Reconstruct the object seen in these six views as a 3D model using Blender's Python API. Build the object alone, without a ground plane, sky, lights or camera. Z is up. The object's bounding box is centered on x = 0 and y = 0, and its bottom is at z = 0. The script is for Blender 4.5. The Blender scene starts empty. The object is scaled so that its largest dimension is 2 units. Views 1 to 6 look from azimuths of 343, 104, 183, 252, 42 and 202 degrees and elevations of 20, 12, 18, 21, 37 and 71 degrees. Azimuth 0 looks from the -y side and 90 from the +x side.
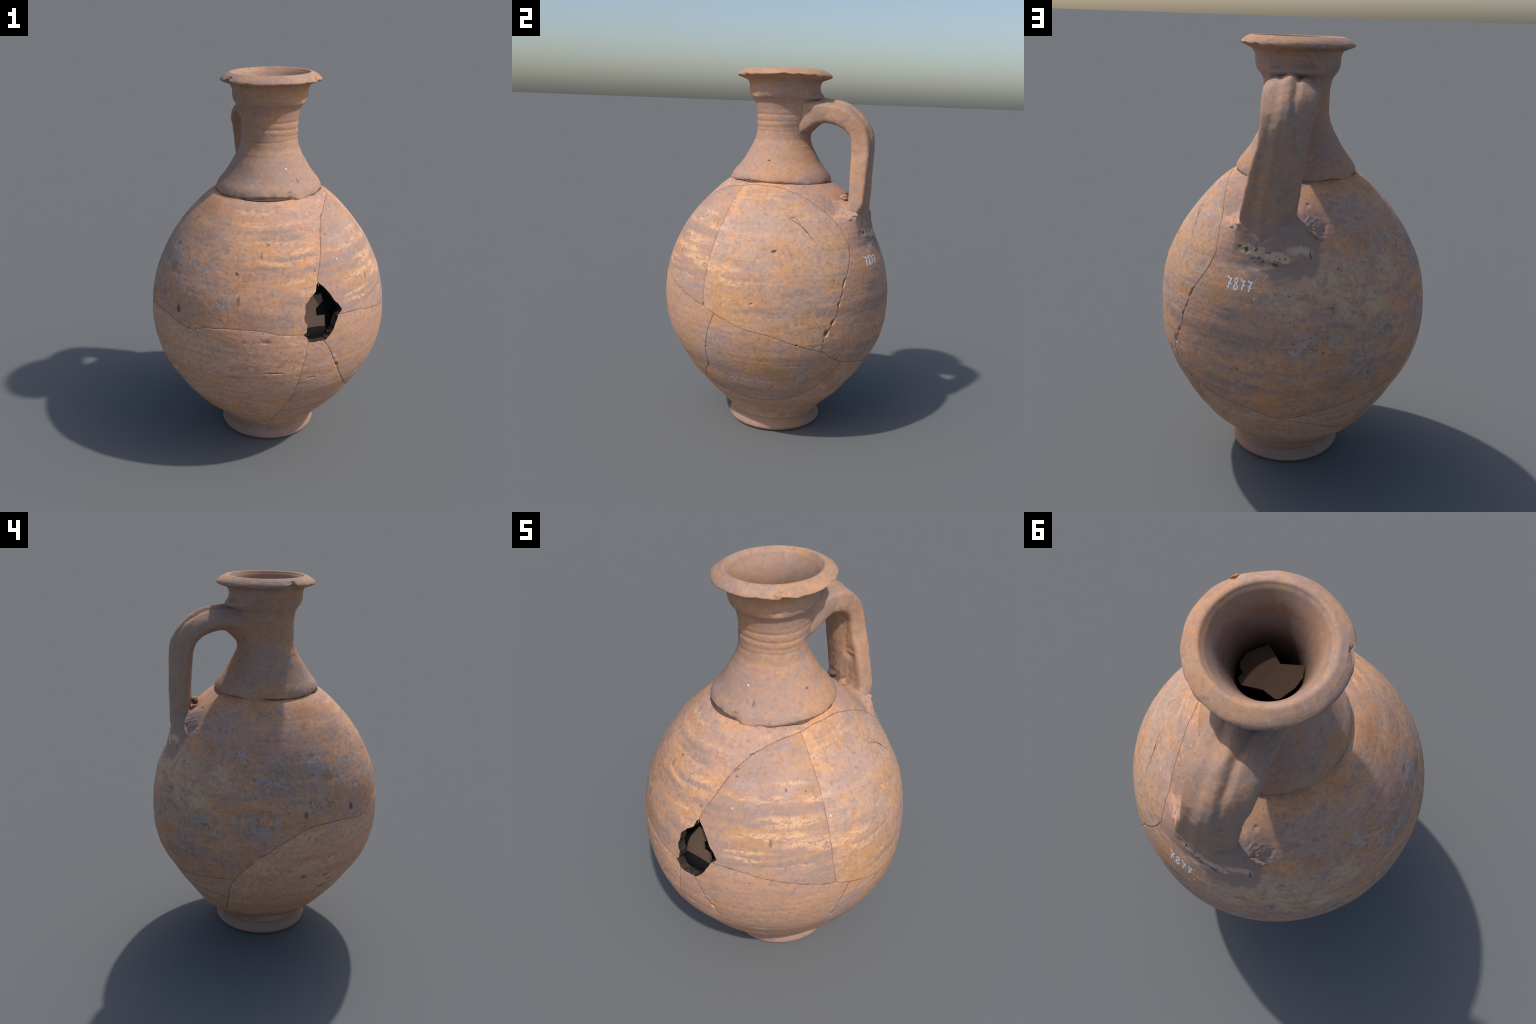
"""Ancient wheel-thrown terracotta jug, reassembled from sherds:
ring foot, ovoid body with a hole, collared neck, flanged rim, strap handle."""
import bpy, math, random
import numpy as np
from mathutils import Vector

random.seed(7)
rng = np.random.default_rng(7)
D2R = math.pi / 180.0

# ------------------------------------------------------------------ helpers
def pchip(xk, yk, x):
    """monotone cubic through control points"""
    xk = np.asarray(xk, float); yk = np.asarray(yk, float)
    h = np.diff(xk); d = np.diff(yk) / h
    m = np.zeros_like(yk)
    w1 = 2 * h[1:] + h[:-1]; w2 = h[1:] + 2 * h[:-1]
    ok = d[:-1] * d[1:] > 0
    m[1:-1][ok] = ((w1 + w2)[ok]) / (w1[ok] / d[:-1][ok] + w2[ok] / d[1:][ok])
    m[0] = d[0]; m[-1] = d[-1]
    i = np.clip(np.searchsorted(xk, x) - 1, 0, len(h) - 1)
    t = (x - xk[i]) / h[i]
    t2 = t * t; t3 = t2 * t
    return ((2*t3 - 3*t2 + 1) * yk[i] + (t3 - 2*t2 + t) * h[i] * m[i]
            + (-2*t3 + 3*t2) * yk[i+1] + (t3 - t2) * h[i] * m[i+1])

LAT = rng.random((64, 64, 64))
def vnoise(P, scale, seed=0):
    """smooth value noise in -1..1"""
    q = P * np.asarray(scale) + seed * 17.31 + 1000.0
    i = np.floor(q).astype(int); f = q - i; f = f * f * (3 - 2 * f)
    out = 0
    for dx in (0, 1):
        wx = f[..., 0] if dx else 1 - f[..., 0]
        for dy in (0, 1):
            wy = f[..., 1] if dy else 1 - f[..., 1]
            for dz in (0, 1):
                wz = f[..., 2] if dz else 1 - f[..., 2]
                out = out + wx * wy * wz * LAT[(i[..., 0]+dx) & 63, (i[..., 1]+dy) & 63, (i[..., 2]+dz) & 63]
    return out * 2 - 1

def fbm(P, scale, octaves=3, seed=0):
    s = np.asarray(scale, float); a = 1.0; o = 0; n = 0
    for k in range(octaves):
        o = o + a * vnoise(P, s * 2 ** k, seed + k); n += a; a *= .5
    return o / n

def adiff(a, b):
    return (a - b + 180.0) % 360.0 - 180.0

def new_mesh(name, verts, faces, mat, parent=None, smooth=True, normals=None):
    """verts (n,3); faces (m,4) or (m,3) int array"""
    verts = np.asarray(verts, np.float32); faces = np.asarray(faces, np.int32)
    k = faces.shape[1]
    me = bpy.data.meshes.new(name)
    me.vertices.add(len(verts)); me.vertices.foreach_set('co', verts.ravel())
    me.loops.add(faces.size); me.loops.foreach_set('vertex_index', faces.ravel())
    me.polygons.add(len(faces))
    me.polygons.foreach_set('loop_start', np.arange(0, faces.size, k, dtype=np.int32))
    me.polygons.foreach_set('use_smooth', np.full(len(faces), smooth))
    me.update(calc_edges=True); me.validate()
    if normals is not None:
        me.normals_split_custom_set_from_vertices([tuple(n) for n in normals.tolist()])
    if mat: me.materials.append(mat)
    ob = bpy.data.objects.new(name, me)
    bpy.context.scene.collection.objects.link(ob)
    if parent: ob.parent = parent
    return ob

def submesh(name, verts, faces, mat, parent, normals=None, smooth=True):
    used, inv = np.unique(faces, return_inverse=True)
    return new_mesh(name, verts[used], inv.reshape(faces.shape), mat, parent, smooth,
                    None if normals is None else normals[used])

def empty(name, parent=None):
    o = bpy.data.objects.new(name, None); o.empty_display_size = .1
    bpy.context.scene.collection.objects.link(o)
    if parent: o.parent = parent
    return o

# ------------------------------------------------------------------ vessel form
# outer profile: height -> mean radius (foot, belly, shoulder, neck)
PROFILE = [(0.0, .2468), (.008, .258), (.02, .2641), (.034, .2612), (.05, .2525), (.066, .2495), (.078, .2535), (.09, .2605),
 (.11, .2735), (.14, .2970), (.17, .3270), (.22, .3835), (.28, .4345), (.35, .4894), (.42, .5318),
 (.5, .5785), (.58, .6091), (.66, .6265), (.74, .6327), (.82, .6300), (.9, .6187), (.98, .5988),
 (1.06, .5660), (1.14, .5255), (1.2, .4850), (1.25, .4475), (1.3, .4025), (1.34, .3630), (1.38, .3155),
 (1.405, .276), (1.435, .226), (1.45, .20)]
NECK = [(1.411, .2755), (1.417, .2765), (1.430, .2725), (1.442, .2662), (1.48, .2363), (1.52, .2081), (1.56, .186), (1.6, .1640), (1.64, .1495), (1.68, .1450),
 (1.72, .1462), (1.76, .1465), (1.8, .1525), (1.818, .1570), (1.836, .1675), (1.854, .1820), (1.872, .1893), (1.89, .1916), (1.915, .1925), (1.935, .2010)]
# slow departures from a true circle: (harmonic, cos part, sin part) at HZ heights
HZ = [0, .25, .5, .75, 1.0, 1.25, 1.5, 1.95]
OVAL = {
 1: ([.0104, .0079, .005, -.0007, .0033, .0052, .0053, .016], [.0139, .013, .0004, -.0023, -.003, .0009, -.0018, .004]),
 2: ([.0004, .0049, -.0028, -.001, .0014, -.0025, .0003, -.0009], [.0016, -.0002, .005, -.0014, .0037, .0013, .0024, -.0018]),
 3: ([.0001, -.0046, -.0045, -.0007, -.001, -.0004, .0017, .0007], [.0005, .0029, -.001, -.0013, -.0013, .0003, -.0012, -.0002]),
 4: ([.0005, .0024, .0024, .0007, .0018, -.0002, -.0003, -.0003], [.0005, .0022, -.0015, .0013, .0021, .0003, -.0012, -.0006])}
PZ, PR = zip(*PROFILE); NZK, NRK = zip(*NECK)

def oval(th, z):
    o = 0
    for m, (c, s) in OVAL.items():
        o = o + np.cos(m * th) * np.interp(z, HZ, c) + np.sin(m * th) * np.interp(z, HZ, s)
    return o
def body_radius(th, z):
    return pchip(PZ, PR, z) + oval(th, z)
def on_body(deg, z, out=0.0):
    th = np.asarray(deg, float) * D2R; z = np.asarray(z, float)
    r = body_radius(th, z) + out
    return np.stack([r * np.cos(th), r * np.sin(th), z], -1)

# ------------------------------------------------------------------ fracture lines (bearing in degrees, height)
CRACKS = {
 'shoulder_arc': [(277.6,1.055),(277.7,1.075),(279.3,1.115),(283,1.18),(288.3,1.258),(294.3,1.305),(304,1.345),(318,1.373),(333,1.386),(347,1.394),(369.3,1.39),(382.4,1.37),(392.4,1.343),(402.4,1.295),(408.6,1.245),(412.6,1.183),(414.6,1.12)],
 'handle_side': [(414.6,1.12),(412.8,1.06),(409,.98),(406.5,.937),(404.9,.88),(403.2,.835),(402.4,.785),(399.3,.725),(396,.655),(395.5,.588)],
 'front_upright': [(333.3,1.385),(333.9,1.35),(334.3,1.29),(335.1,1.21),(335.1,1.12),(335.3,1.04),(335.3,.94),(335.8,.86),(336.2,.79)],
 'belly_line': [(284.6,.906),(288,.905),(294.5,.9),(300.7,.887),(308,.868),(315.4,.849),(323.6,.826),(330.4,.807),(336.2,.79),(342.4,.763),(349,.737),(355,.711),(361.9,.695),(368.2,.683),(375.7,.657),(383.5,.627),(391,.6),(396,.588),(401.4,.545),(409.4,.506),(414.4,.491),(422.4,.476),(430.7,.455),(438.6,.425),(447.4,.39)],
 'back_rise': [(87.4,.39),(98,.413),(105,.434),(117,.466),(128,.49),(137,.512),(146.9,.527)],
 'back_low': [(87.4,.39),(97,.37),(109,.335),(117,.30),(125,.278),(134.2,.25),(144,.22),(157,.172),(167,.155),(181,.147),(200,.14),(225,.15),(255,.184)],
 'left_sweep': [(270.8,.836),(267.6,.84),(258,.846),(251.7,.861),(246,.867),(237,.866),(229,.856),(220,.838),(217.5,.823),(210.5,.827),(202,.846),(193,.85),(186.5,.848),(181,.832),(174.3,.794),(167.6,.75),(163.5,.713),(159.2,.685),(154.2,.623),(150.1,.573),(146.9,.527),(143,.451),(139.9,.358),(134.2,.25)],
 'hole_down': [(270.6,.82),(270.3,.8),(269.4,.735),(268.5,.687),(267.4,.628),(266.2,.557),(264.5,.45),(261.7,.344),(257.8,.246),(255,.184)],
 'low_front': [(261.2,.318),(270,.32),(282,.326),(294,.342),(312,.375)],
 'hole_right': [(277.2,.81),(278,.79),(280.5,.746),(283,.688),(286.2,.62),(290.2,.55),(297,.47),(305,.41),(312,.375)],
 'panel_left': [(342.6,.76),(340,.694),(337.5,.618),(335.2,.54),(333,.45),(328,.40),(324,.355),(321,.332)],
 'panel_base': [(312,.375),(321,.332),(326.5,.288),(339,.272),(350,.258),(364,.252),(376,.260),(385.5,.281),(396.5,.322),(402.4,.388),(406.9,.461),(409.4,.506)]}
FILL_WIDTH = {'shoulder_arc': 0.0027, 'handle_side': 0.0023, 'front_upright': 0.0016, 'belly_line': 0.0016, 'back_rise': 0.0011, 'back_low': 0.0012,
 'left_sweep': 0.0015, 'hole_down': 0.0012, 'low_front': 0.0009, 'hole_right': 0.0020, 'panel_left': 0.0015, 'panel_base': 0.0012}
# places where the fracture edge has flaked wider: crack, bearing, height, half width, half length
FLAKES = [('handle_side',46.4,.935,.0060,.018),('handle_side',44.8,.874,.0032,.008),('handle_side',43.0,.832,.0055,.009),
 ('handle_side',39.9,.742,.0085,.015),('handle_side',36.9,.688,.0115,.018),('hole_right',285.4,.640,.0070,.014),('shoulder_arc',290.5,1.272,.003,.02),
 ('shoulder_arc',298,1.325,.003,.012),('belly_line',383.0,.630,.0045,.006),('panel_left',336.3,.565,.003,.006),('front_upright',336.2,.80,.0035,.006),('belly_line',405.0,.527,.003,.006),('belly_line',336.5,.79,.0035,.006)]

HOLE = [(277.6,1.073),(279.2,1.056),(280.6,1.043),(282.0,1.022),(283.2,1.008),(284.2,.985),(285.2,.972),(287.0,.950),(288.1,.930),(287.6,.918),
 (285.6,.900),(285,.886),(284.2,.872),(283,.848),(281.8,.832),(280.4,.812),(278.6,.797),(276.3,.795),(273.6,.794),(271.4,.797),(270.4,.803),(269.8,.822),(268.2,.838),(269.6,.850),
 (270,.88),(268.9,.92),(269.5,.950),(269.7,.972),(271.2,.993),(272.8,1.010),(274.6,1.026),(275.6,1.035),(276.6,1.058)]

def dense(line, step=.0016, wobble=.0011, seed=0):
    """crack polyline -> finely spaced, slightly ragged (deg, z) points"""
    a = np.array(line, float); P = on_body(a[:, 0], a[:, 1])
    s = np.r_[0, np.cumsum(np.linalg.norm(np.diff(P, axis=0), axis=1))]
    u = np.arange(0, s[-1], step)
    deg = pchip(s, a[:, 0], u); z = pchip(s, a[:, 1], u)
    Q = on_body(deg, z)
    fade = np.clip(np.minimum(u, s[-1] - u) / .02, 0, 1)
    w = (vnoise(Q, 55, seed + 3) + .6 * vnoise(Q, 140, seed + 5)) * wobble * fade
    w2 = (vnoise(Q, 55, seed + 8) + .6 * vnoise(Q, 140, seed + 9)) * wobble * fade
    return deg + w / np.hypot(Q[:, 0], Q[:, 1]) / D2R, z + w2, u

# ------------------------------------------------------------------ materials
class Nodes:
    def __init__(self, name):
        self.m = bpy.data.materials.new(name); self.m.use_nodes = True
        self.t = self.m.node_tree; self.t.nodes.clear()
        self.P = self.add('ShaderNodeTexCoord').outputs['Object']
    def add(self, kind, **kw):
        n = self.t.nodes.new(kind)
        for k, v in kw.items(): setattr(n, k, v)
        return n
    def put(self, sock, v):
        if isinstance(v, bpy.types.NodeSocket): self.t.links.new(v, sock)
        elif isinstance(v, (tuple, list)) and sock.type == 'RGBA': sock.default_value = (*v[:3], 1)
        else: sock.default_value = v
    def math(self, op, a, b=0.0, clamp=False):
        n = self.add('ShaderNodeMath', operation=op, use_clamp=clamp)
        self.put(n.inputs[0], a); self.put(n.inputs[1], b); return n.outputs[0]
    def noise(self, scale, detail=3.0, rough=.55, offset=0.0, color=False, vec=None):
        mp = self.add('ShaderNodeMapping'); self.put(mp.inputs[0], vec or self.P)
        mp.inputs['Scale'].default_value = scale if isinstance(scale, tuple) else (scale,)*3
        mp.inputs['Location'].default_value = (offset, offset*.7, offset*1.3)
        n = self.add('ShaderNodeTexNoise'); self.put(n.inputs['Vector'], mp.outputs[0])
        n.inputs['Scale'].default_value = 1; n.inputs['Detail'].default_value = detail; n.inputs['Roughness'].default_value = rough
        return n.outputs['Color' if color else 'Fac']
    def step(self, v, lo, hi, a=0.0, b=1.0):
        n = self.add('ShaderNodeMapRange', interpolation_type='SMOOTHSTEP')
        self.put(n.inputs[0], v); n.inputs[1].default_value = lo; n.inputs[2].default_value = hi
        n.inputs[3].default_value = a; n.inputs[4].default_value = b; return n.outputs[0]
    def mix(self, f, a, b, blend='MIX'):
        n = self.add('ShaderNodeMix', data_type='RGBA', blend_type=blend)
        self.put(n.inputs[0], f); self.put(n.inputs[6], a); self.put(n.inputs[7], b); return n.outputs[2]
    def wobbly(self, amount, scale):
        """position jittered by noise, for ragged patch edges"""
        c = self.add('ShaderNodeCombineXYZ')
        for q in range(3): self.put(c.inputs[q], self.noise(scale, 5, .65, 3.1 + 11.7 * q))
        s = self.add('ShaderNodeVectorMath', operation='SUBTRACT'); self.put(s.inputs[0], c.outputs[0]); s.inputs[1].default_value = (.5,)*3
        k = self.add('ShaderNodeVectorMath', operation='SCALE'); self.put(k.inputs[0], s.outputs[0]); k.inputs['Scale'].default_value = amount
        a = self.add('ShaderNodeVectorMath', operation='ADD'); self.put(a.inputs[0], self.P); self.put(a.inputs[1], k.outputs[0])
        return a.outputs[0]
    def spot(self, centre, deg, rt, rz, inner=.6, vec=None, rr=.2, tilt=0.0):
        """soft ellipse on the wall round a point: half widths along and up the wall"""
        mp = self.add('ShaderNodeMapping', vector_type='TEXTURE'); self.put(mp.inputs[0], vec or self.P)
        mp.inputs['Location'].default_value = tuple(float(c) for c in centre)
        mp.inputs['Rotation'].default_value = (tilt, 0, deg * D2R)
        mp.inputs['Scale'].default_value = (rr, rt, rz)
        l = self.add('ShaderNodeVectorMath', operation='LENGTH'); self.put(l.inputs[0], mp.outputs[0])
        return self.step(l.outputs['Value'], inner, 1.0, 1.0, 0.0)
    def anyof(self, masks):
        o = masks[0]
        for m in masks[1:]: o = self.math('MAXIMUM', o, m)
        return o
    def finish(self, color, bump=None, strength=.3, dist=.003, rough=.85):
        b = self.add('ShaderNodeBsdfPrincipled'); self.put(b.inputs['Base Color'], color)
        b.inputs['Roughness'].default_value = rough; b.inputs['Specular IOR Level'].default_value = .25
        if bump is not None:
            n = self.add('ShaderNodeBump'); n.inputs['Strength'].default_value = strength; n.inputs['Distance'].default_value = dist
            self.put(n.inputs['Height'], bump); self.put(b.inputs['Normal'], n.outputs[0])
        o = self.add('ShaderNodeOutputMaterial'); self.put(o.inputs[0], b.outputs[0])
        return self.m

BUFF   = (.500, .290, .168)
ORANGE = (.455, .238, .128)
PINK   = (.445, .282, .205)
MAUVE  = (.400, .268, .212)
GREYM  = (.300, .215, .180)
BLUEG  = (.375, .325, .315)
SLIP   = (.770, .465, .260)
OCHRE  = (.510, .255, .115)
OLIVE  = (.570, .400, .265)
DARK   = (.110, .070, .052)
SLATE  = (.150, .135, .135)
WHITE  = (.66, .60, .56)

# painted / weathered zones: (bearing, height, half width, half height)
ZONE_SLIP  = [(255,1.318,.30,.017),(248,1.245,.26,.015),(268,1.207,.18,.016),(258,1.165,.25,.012),(262,1.085,.20,.017),(274,1.03,.10,.022),(240,1.36,.14,.012),
 (308,1.190,.24,.018),(318,1.105,.20,.034),(312,1.055,.24,.026),(325,1.022,.20,.026),(334,.995,.13,.034),(300,.988,.16,.014),(333,1.177,.09,.014),(298,.955,.12,.012),(318,1.24,.12,.012),(345,1.0,.12,.03),(350,.93,.14,.02),(320,.92,.12,.01)]
ZONE_RUST  = [(225,.95,.20,.09),(245,.91,.16,.05),(252,.745,.26,.045),(240,.667,.30,.014),(263,.69,.12,.02),(106,.74,.14,.09),(128,1.20,.08,.05),(275,.705,.06,.03)]
ZONE_GREY  = [(336,.47,.09,.10),(339,.60,.06,.10),(30,.42,.14,.06),(355,.40,.16,.04),(195,1.10,.16,.16),(165,1.08,.20,.12),(135,.83,.14,.10),(122,.68,.16,.12),(190,.95,.2,.08),(160,.86,.2,.12),(147,1.18,.09,.05),(230,1.0,.12,.10),(100,.80,.2,.10),(215,1.15,.16,.1)]
ZONE_OCHRE = [(355,.86,.34,.16),(345,.93,.14,.09),(10,.70,.28,.10),(25,1.0,.16,.12),(105,.74,.16,.13),(150,1.17,.14,.10),(60,.98,.10,.07),(150,.68,.16,.06),(0,.55,.2,.10)]
ZONE_MAUVE = [(8,1.22,.26,.13),(30,1.2,.16,.14),(5,1.06,.2,.07),(20,.81,.12,.06),(337,.58,.09,.16),(30,.45,.14,.1),(270,1.36,.3,.05),(320,1.25,.12,.12),(135,1.3,.2,.1),(300,1.22,.14,.03),(310,.9,.25,.035)]
ZONE_DIM   = [(255,1.285,.32,.014),(262,1.185,.28,.012),(255,1.135,.28,.024),(312,1.14,.22,.03),(308,.97,.24,.016),(330,.885,.20,.02),(318,.935,.25,.016),(345,1.045,.2,.02),(0,.955,.22,.016),(20,.90,.2,.02),(5,.80,.2,.016),(75,.58,.3,.02),(75,.80,.30,.07),(90,.66,.24,.03),(65,.90,.16,.04),(110,.86,.2,.05),(280,1.13,.2,.022),(262,1.26,.2,.02),(300,1.10,.2,.02),(330,.95,.16,.03)]
ZONE_OLIVE = [(110,1.05,.24,.13),(122,.95,.20,.14),(90,.98,.16,.10),(140,1.06,.10,.12)]
# single stains: bearing, height, half width, half height, colour, strength
STAINS = [(207.4,.90,.018,.026,DARK,.85),(238.9,1.0,.010,.03,DARK,.6),(236.5,1.112,.012,.010,SLATE,.9),(310.0,1.03,.010,.024,DARK,.6),
 (253,1.239,.012,.006,SLATE,.8),(252.3,1.0,.009,.010,BLUEG,.8),(337.3,1.101,.006,.005,WHITE,.8),(292.7,1.148,.006,.005,WHITE,.9),(301.9,1.061,.004,.006,WHITE,.9),
 (291.6,1.256,.006,.005,DARK,.9),(317.8,1.222,.006,.010,DARK,.8),(181.4,.91,.016,.022,SLATE,.9),(189.5,1.175,.03,.012,SLATE,.55),(196,1.075,.05,.035,SLATE,.35),
 (181.8,.556,.022,.012,SLATE,.8),(194.7,.537,.03,.012,SLATE,.7),(198,.50,.02,.012,SLATE,.6),(196.2,.445,.045,.014,SLATE,.7),(193.9,.661,.012,.006,(.36,.09,.05),.9),(197.1,.664,.02,.003,(.36,.10,.05),.6),
 (133,.833,.040,.012,SLATE,.6),(125.2,.642,.012,.014,SLATE,.8),(71.5,.663,.012,.010,(.22,.11,.09),.7),(71.5,.668,.02,.006,BLUEG,.5),(151.5,1.133,.012,.008,SLATE,.8),
 (249,1.197,.008,.02,SLATE,.7),(265,1.185,.004,.02,SLATE,.6),(273,1.175,.004,.018,SLATE,.6),(36.3,1.244,.012,.004,WHITE,.45),(36.9,1.238,.007,.004,WHITE,.5),(2.5,1.05,.004,.006,WHITE,.4),
 (108,.95,.020,.007,SLATE,.8),(109,.965,.01,.006,SLATE,.6),(96,1.02,.014,.006,SLATE,.5),(112,1.10,.012,.006,SLATE,.6),(237,.70,.03,.010,WHITE,.35),(262,.58,.02,.004,(.36,.12,.07),.6),(237,.60,.06,.004,(.34,.12,.06),.7),
 (283,.70,.02,.012,WHITE,.35),(305,.50,.05,.012,WHITE,.4),(300,.62,.04,.02,(.42,.17,.08),.4),(20,.42,.035,.006,(.35,.13,.06),.7),(350,.70,.005,.006,WHITE,.5),(5,.73,.005,.005,WHITE,.4)]

def clay(name, mottle=.5, slip=1.0, ochre=1.0, grey=1.0, base=BUFF, alt=PINK, warm=ORANGE, streak=1.0, zones=True, touches=lambda d, h, a, b: True,
         handle_patch=False, throat_shade=None, band=0.0, bump=.35, speck=1.0, marks=()):
    n = Nodes(name)
    def lay(col, mask, strength, colour):
        return n.mix(n.math('MULTIPLY', mask, strength), col, colour)
    # broad drift of the fired colour, then hand-sized and finger-sized clouds
    big = n.noise((4.0, 4.0, 6.0), 8, .60, 1.7)
    col = n.mix(n.step(big, .42, .56), base, alt)
    col = lay(col, n.step(big, .47, .34), .80, warm)
    col = lay(col, n.step(n.noise((2.4, 2.4, 5.0), 8, .62, 19.), .52, .66), .55 * mottle, GREYM)
    mid = n.noise((15.0, 15.0, 21.0), 7, .68, 4.0)
    col = lay(col, n.step(mid, .47, .66), .36 + .34 * mottle, tuple(c * .84 for c in MAUVE))
    col = lay(col, n.step(mid, .51, .33), .30 + .30 * mottle, warm)
    # wheel streaks run round the pot, broken and uneven
    brk = n.step(n.noise((5, 5, 8), 4, .6, 61.), .40, .60)
    st = n.noise((2.2, 2.2, 30.0), 6, .66, 5.3)
    st2 = n.noise((5.0, 5.0, 95.0), 3, .6, 9.3)
    col = lay(col, n.math('MULTIPLY', n.step(st, .52, .66), brk), .50 * streak, tuple(c * .80 for c in MAUVE))
    col = lay(col, n.step(st, .47, .34), .34 * streak, tuple(min(1, c * 1.16) for c in base))
    if band:
        col = lay(col, n.step(n.noise((1.2, 1.2, 13.0), 4, .55, 2.2), .46, .62), .75 * band, (.600, .265, .125))
        col = lay(col, n.step(n.noise((2.2, 2.2, 24.0), 4, .6, 7.7), .56, .66), .6 * band, MAUVE)
        col = lay(col, n.step(n.noise((3.0, 3.0, 60.0), 4, .6, 17.7), .63, .72), .7 * band, (.33, .13, .075))
    wob = n.wobbly(.17, 9.0)
    fine = n.noise(48.0, 5, .68, 2.0)
    def zone(z, inner=.2, w=None):
        z = [q for q in z if touches(*q)]
        return n.anyof([n.spot(on_body(d, h), d, a, b, inner, w or wob, .3) for d, h, a, b in z]) if z else 0.0
    if zones:
        col = lay(col, n.math('MULTIPLY', zone(ZONE_OLIVE), n.step(mid, .66, .42)), .85 * ochre, OLIVE)
        col = lay(col, n.math('MULTIPLY', zone(ZONE_MAUVE), n.step(n.noise((9, 9, 14), 7, .70, 8.), .40, .53)), .80, tuple(c * 1.10 for c in MAUVE))
        col = lay(col, n.math('MULTIPLY', zone(ZONE_RUST), n.step(n.noise((8, 8, 20), 7, .72, 26.), .38, .56)), .80, (.50, .225, .112))
        col = lay(col, n.math('MULTIPLY', zone(ZONE_DIM, .25, n.wobbly(.07, 8.0)), n.step(n.noise((5, 5, 30), 7, .72, 6.), .36, .54)), .80, tuple(c * 1.02 for c in GREYM))
        if ochre:
            col = lay(col, n.math('MULTIPLY', zone(ZONE_OCHRE), n.step(n.noise((12, 12, 18), 7, .72, 12.), .42, .56)), .72 * ochre, OCHRE)
        if slip:
            zs = zone(ZONE_SLIP, .35, n.wobbly(.055, 8.0))
            flake = n.math('MULTIPLY', n.step(n.noise((8, 8, 36), 7, .74, 15.), .43, .52), n.step(n.noise((46., 46., 60.), 5, .72, 21.), .40, .48))
            col = lay(col, n.math('MULTIPLY', zs, flake), .64 * slip, SLIP)
        if grey:
            g = zone(ZONE_GREY)
            col = lay(col, n.math('MULTIPLY', g, n.step(n.noise((16, 16, 24), 7, .72, 28.), .50, .58)), .60 * grey, GREYM)
            col = lay(col, n.math('MULTIPLY', g, n.step(n.noise((13, 13, 18), 7, .74, 18.), .48, .57)), .70 * grey, BLUEG)
            col = lay(col, n.math('MULTIPLY', g, n.step(n.noise(72., 3, .65, 71.), .585, .66)), .85 * grey, (.15, .115, .10))
    col = lay(col, n.math('MULTIPLY', n.step(n.noise((6, 6, 9), 6, .7, 131.), .50, .66), n.step(n.noise((40, 40, 50), 4, .7, 133.), .40, .62)), .42 * mottle, (.46, .370, .325))
    # stray pale and rusty clouds, pitted grain, soot flecks, lime dots
    col = lay(col, n.step(n.noise((18, 18, 27), 6, .72, 41.), .57, .74), .45 * mottle, BLUEG)
    col = lay(col, n.step(n.noise((24, 24, 30), 5, .7, 47.), .60, .68), .40 * mottle, (.40, .20, .10))
    col = lay(col, n.step(n.noise((30, 30, 38), 5, .7, 111.), .54, .70), .22 + .30 * mottle, (.30, .175, .110))
    col = lay(col, n.step(fine, .47, .33), .52, tuple(c * .66 for c in MAUVE))
    col = lay(col, n.step(fine, .54, .68), .42, tuple(min(1, c * 1.24) for c in base))
    soot = n.math('MULTIPLY', n.step(n.noise((58., 58., 66.), 2, .6, 55.), .665, .715), n.step(n.noise(6., 3, .6, 57.), .42, .58))
    col = lay(col, soot, .75 * speck, (.17, .115, .09))
    col = lay(col, n.step(n.noise(36., 2, .5, 83.), .755, .79), .7 * speck, (.15, .105, .085))
    col = lay(col, n.step(n.noise(44., 1, .5, 93.), .80, .83), .65 * speck, WHITE)
    if zones:
        w2 = n.wobbly(.024, 60.0)
        for d, h, a, b, c, s in [q for q in STAINS if touches(*q[:4])]:
            col = lay(col, n.spot(on_body(d, h), d, a, b, .45, w2, .08), s, c)
    if marks:
        w6 = n.wobbly(.016, 70.0)
        for p, d, a, b, c, s in marks:
            col = lay(col, n.spot(p, d, a, b, .5, w6, .05), s, c)
    if throat_shade is not None:                                      # baked shade of the throat painted into its colour
        col = lay(col, n.spot(throat_shade, 0, .30, .295, .42, n.wobbly(.07, 9.), .30), .90, (.040, .027, .021))
    if handle_patch:
        w3 = n.wobbly(.075, 24.0); w4 = n.wobbly(.055, 55.0); w5 = n.wobbly(.036, 90.)
        P = lambda d, h, a, b, i=.75, w=w3: n.spot(on_body(d, h), d, a, b, i, w, .25)
        col = lay(col, n.anyof([P(84, 1.20, .13, .10), P(82, 1.10, .13, .05), P(99, 1.15, .06, .09), P(93, 1.10, .08, .04), P(97, 1.24, .10, .06)]), .80, (.310, .215, .180))
        tan = n.anyof([P(77, 1.225, .058, .036, .45, w4), P(75, 1.158, .075, .026, .45, w4), P(83, 1.146, .085, .024, .45, w4), P(77, 1.10, .075, .022, .4), P(95, 1.172, .07, .026, .4), P(70, 1.165, .04, .026, .45, w4), P(88, 1.135, .05, .015, .45, w4)])
        col = lay(col, n.math('MULTIPLY', tan, n.step(fine, .30, .48)), .85, (.62, .425, .285))
        for d, h, a, b in [(68.6,1.248,.014,.006),(71.1,1.253,.006,.005),(74,1.251,.012,.006),(69.2,1.229,.009,.006),(70.4,1.163,.013,.012),(66.9,1.170,.013,.008),(75.1,1.167,.008,.012),
                           (73.6,1.131,.009,.005),(76.5,1.136,.014,.005),(78.6,1.122,.011,.005),(80.8,1.160,.016,.006),(99.8,1.152,.005,.014),(84,1.113,.02,.006)]:
            col = lay(col, n.spot(on_body(d, h), d, a, b, .6, w5, .06), .9, (.075, .066, .066))
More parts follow.
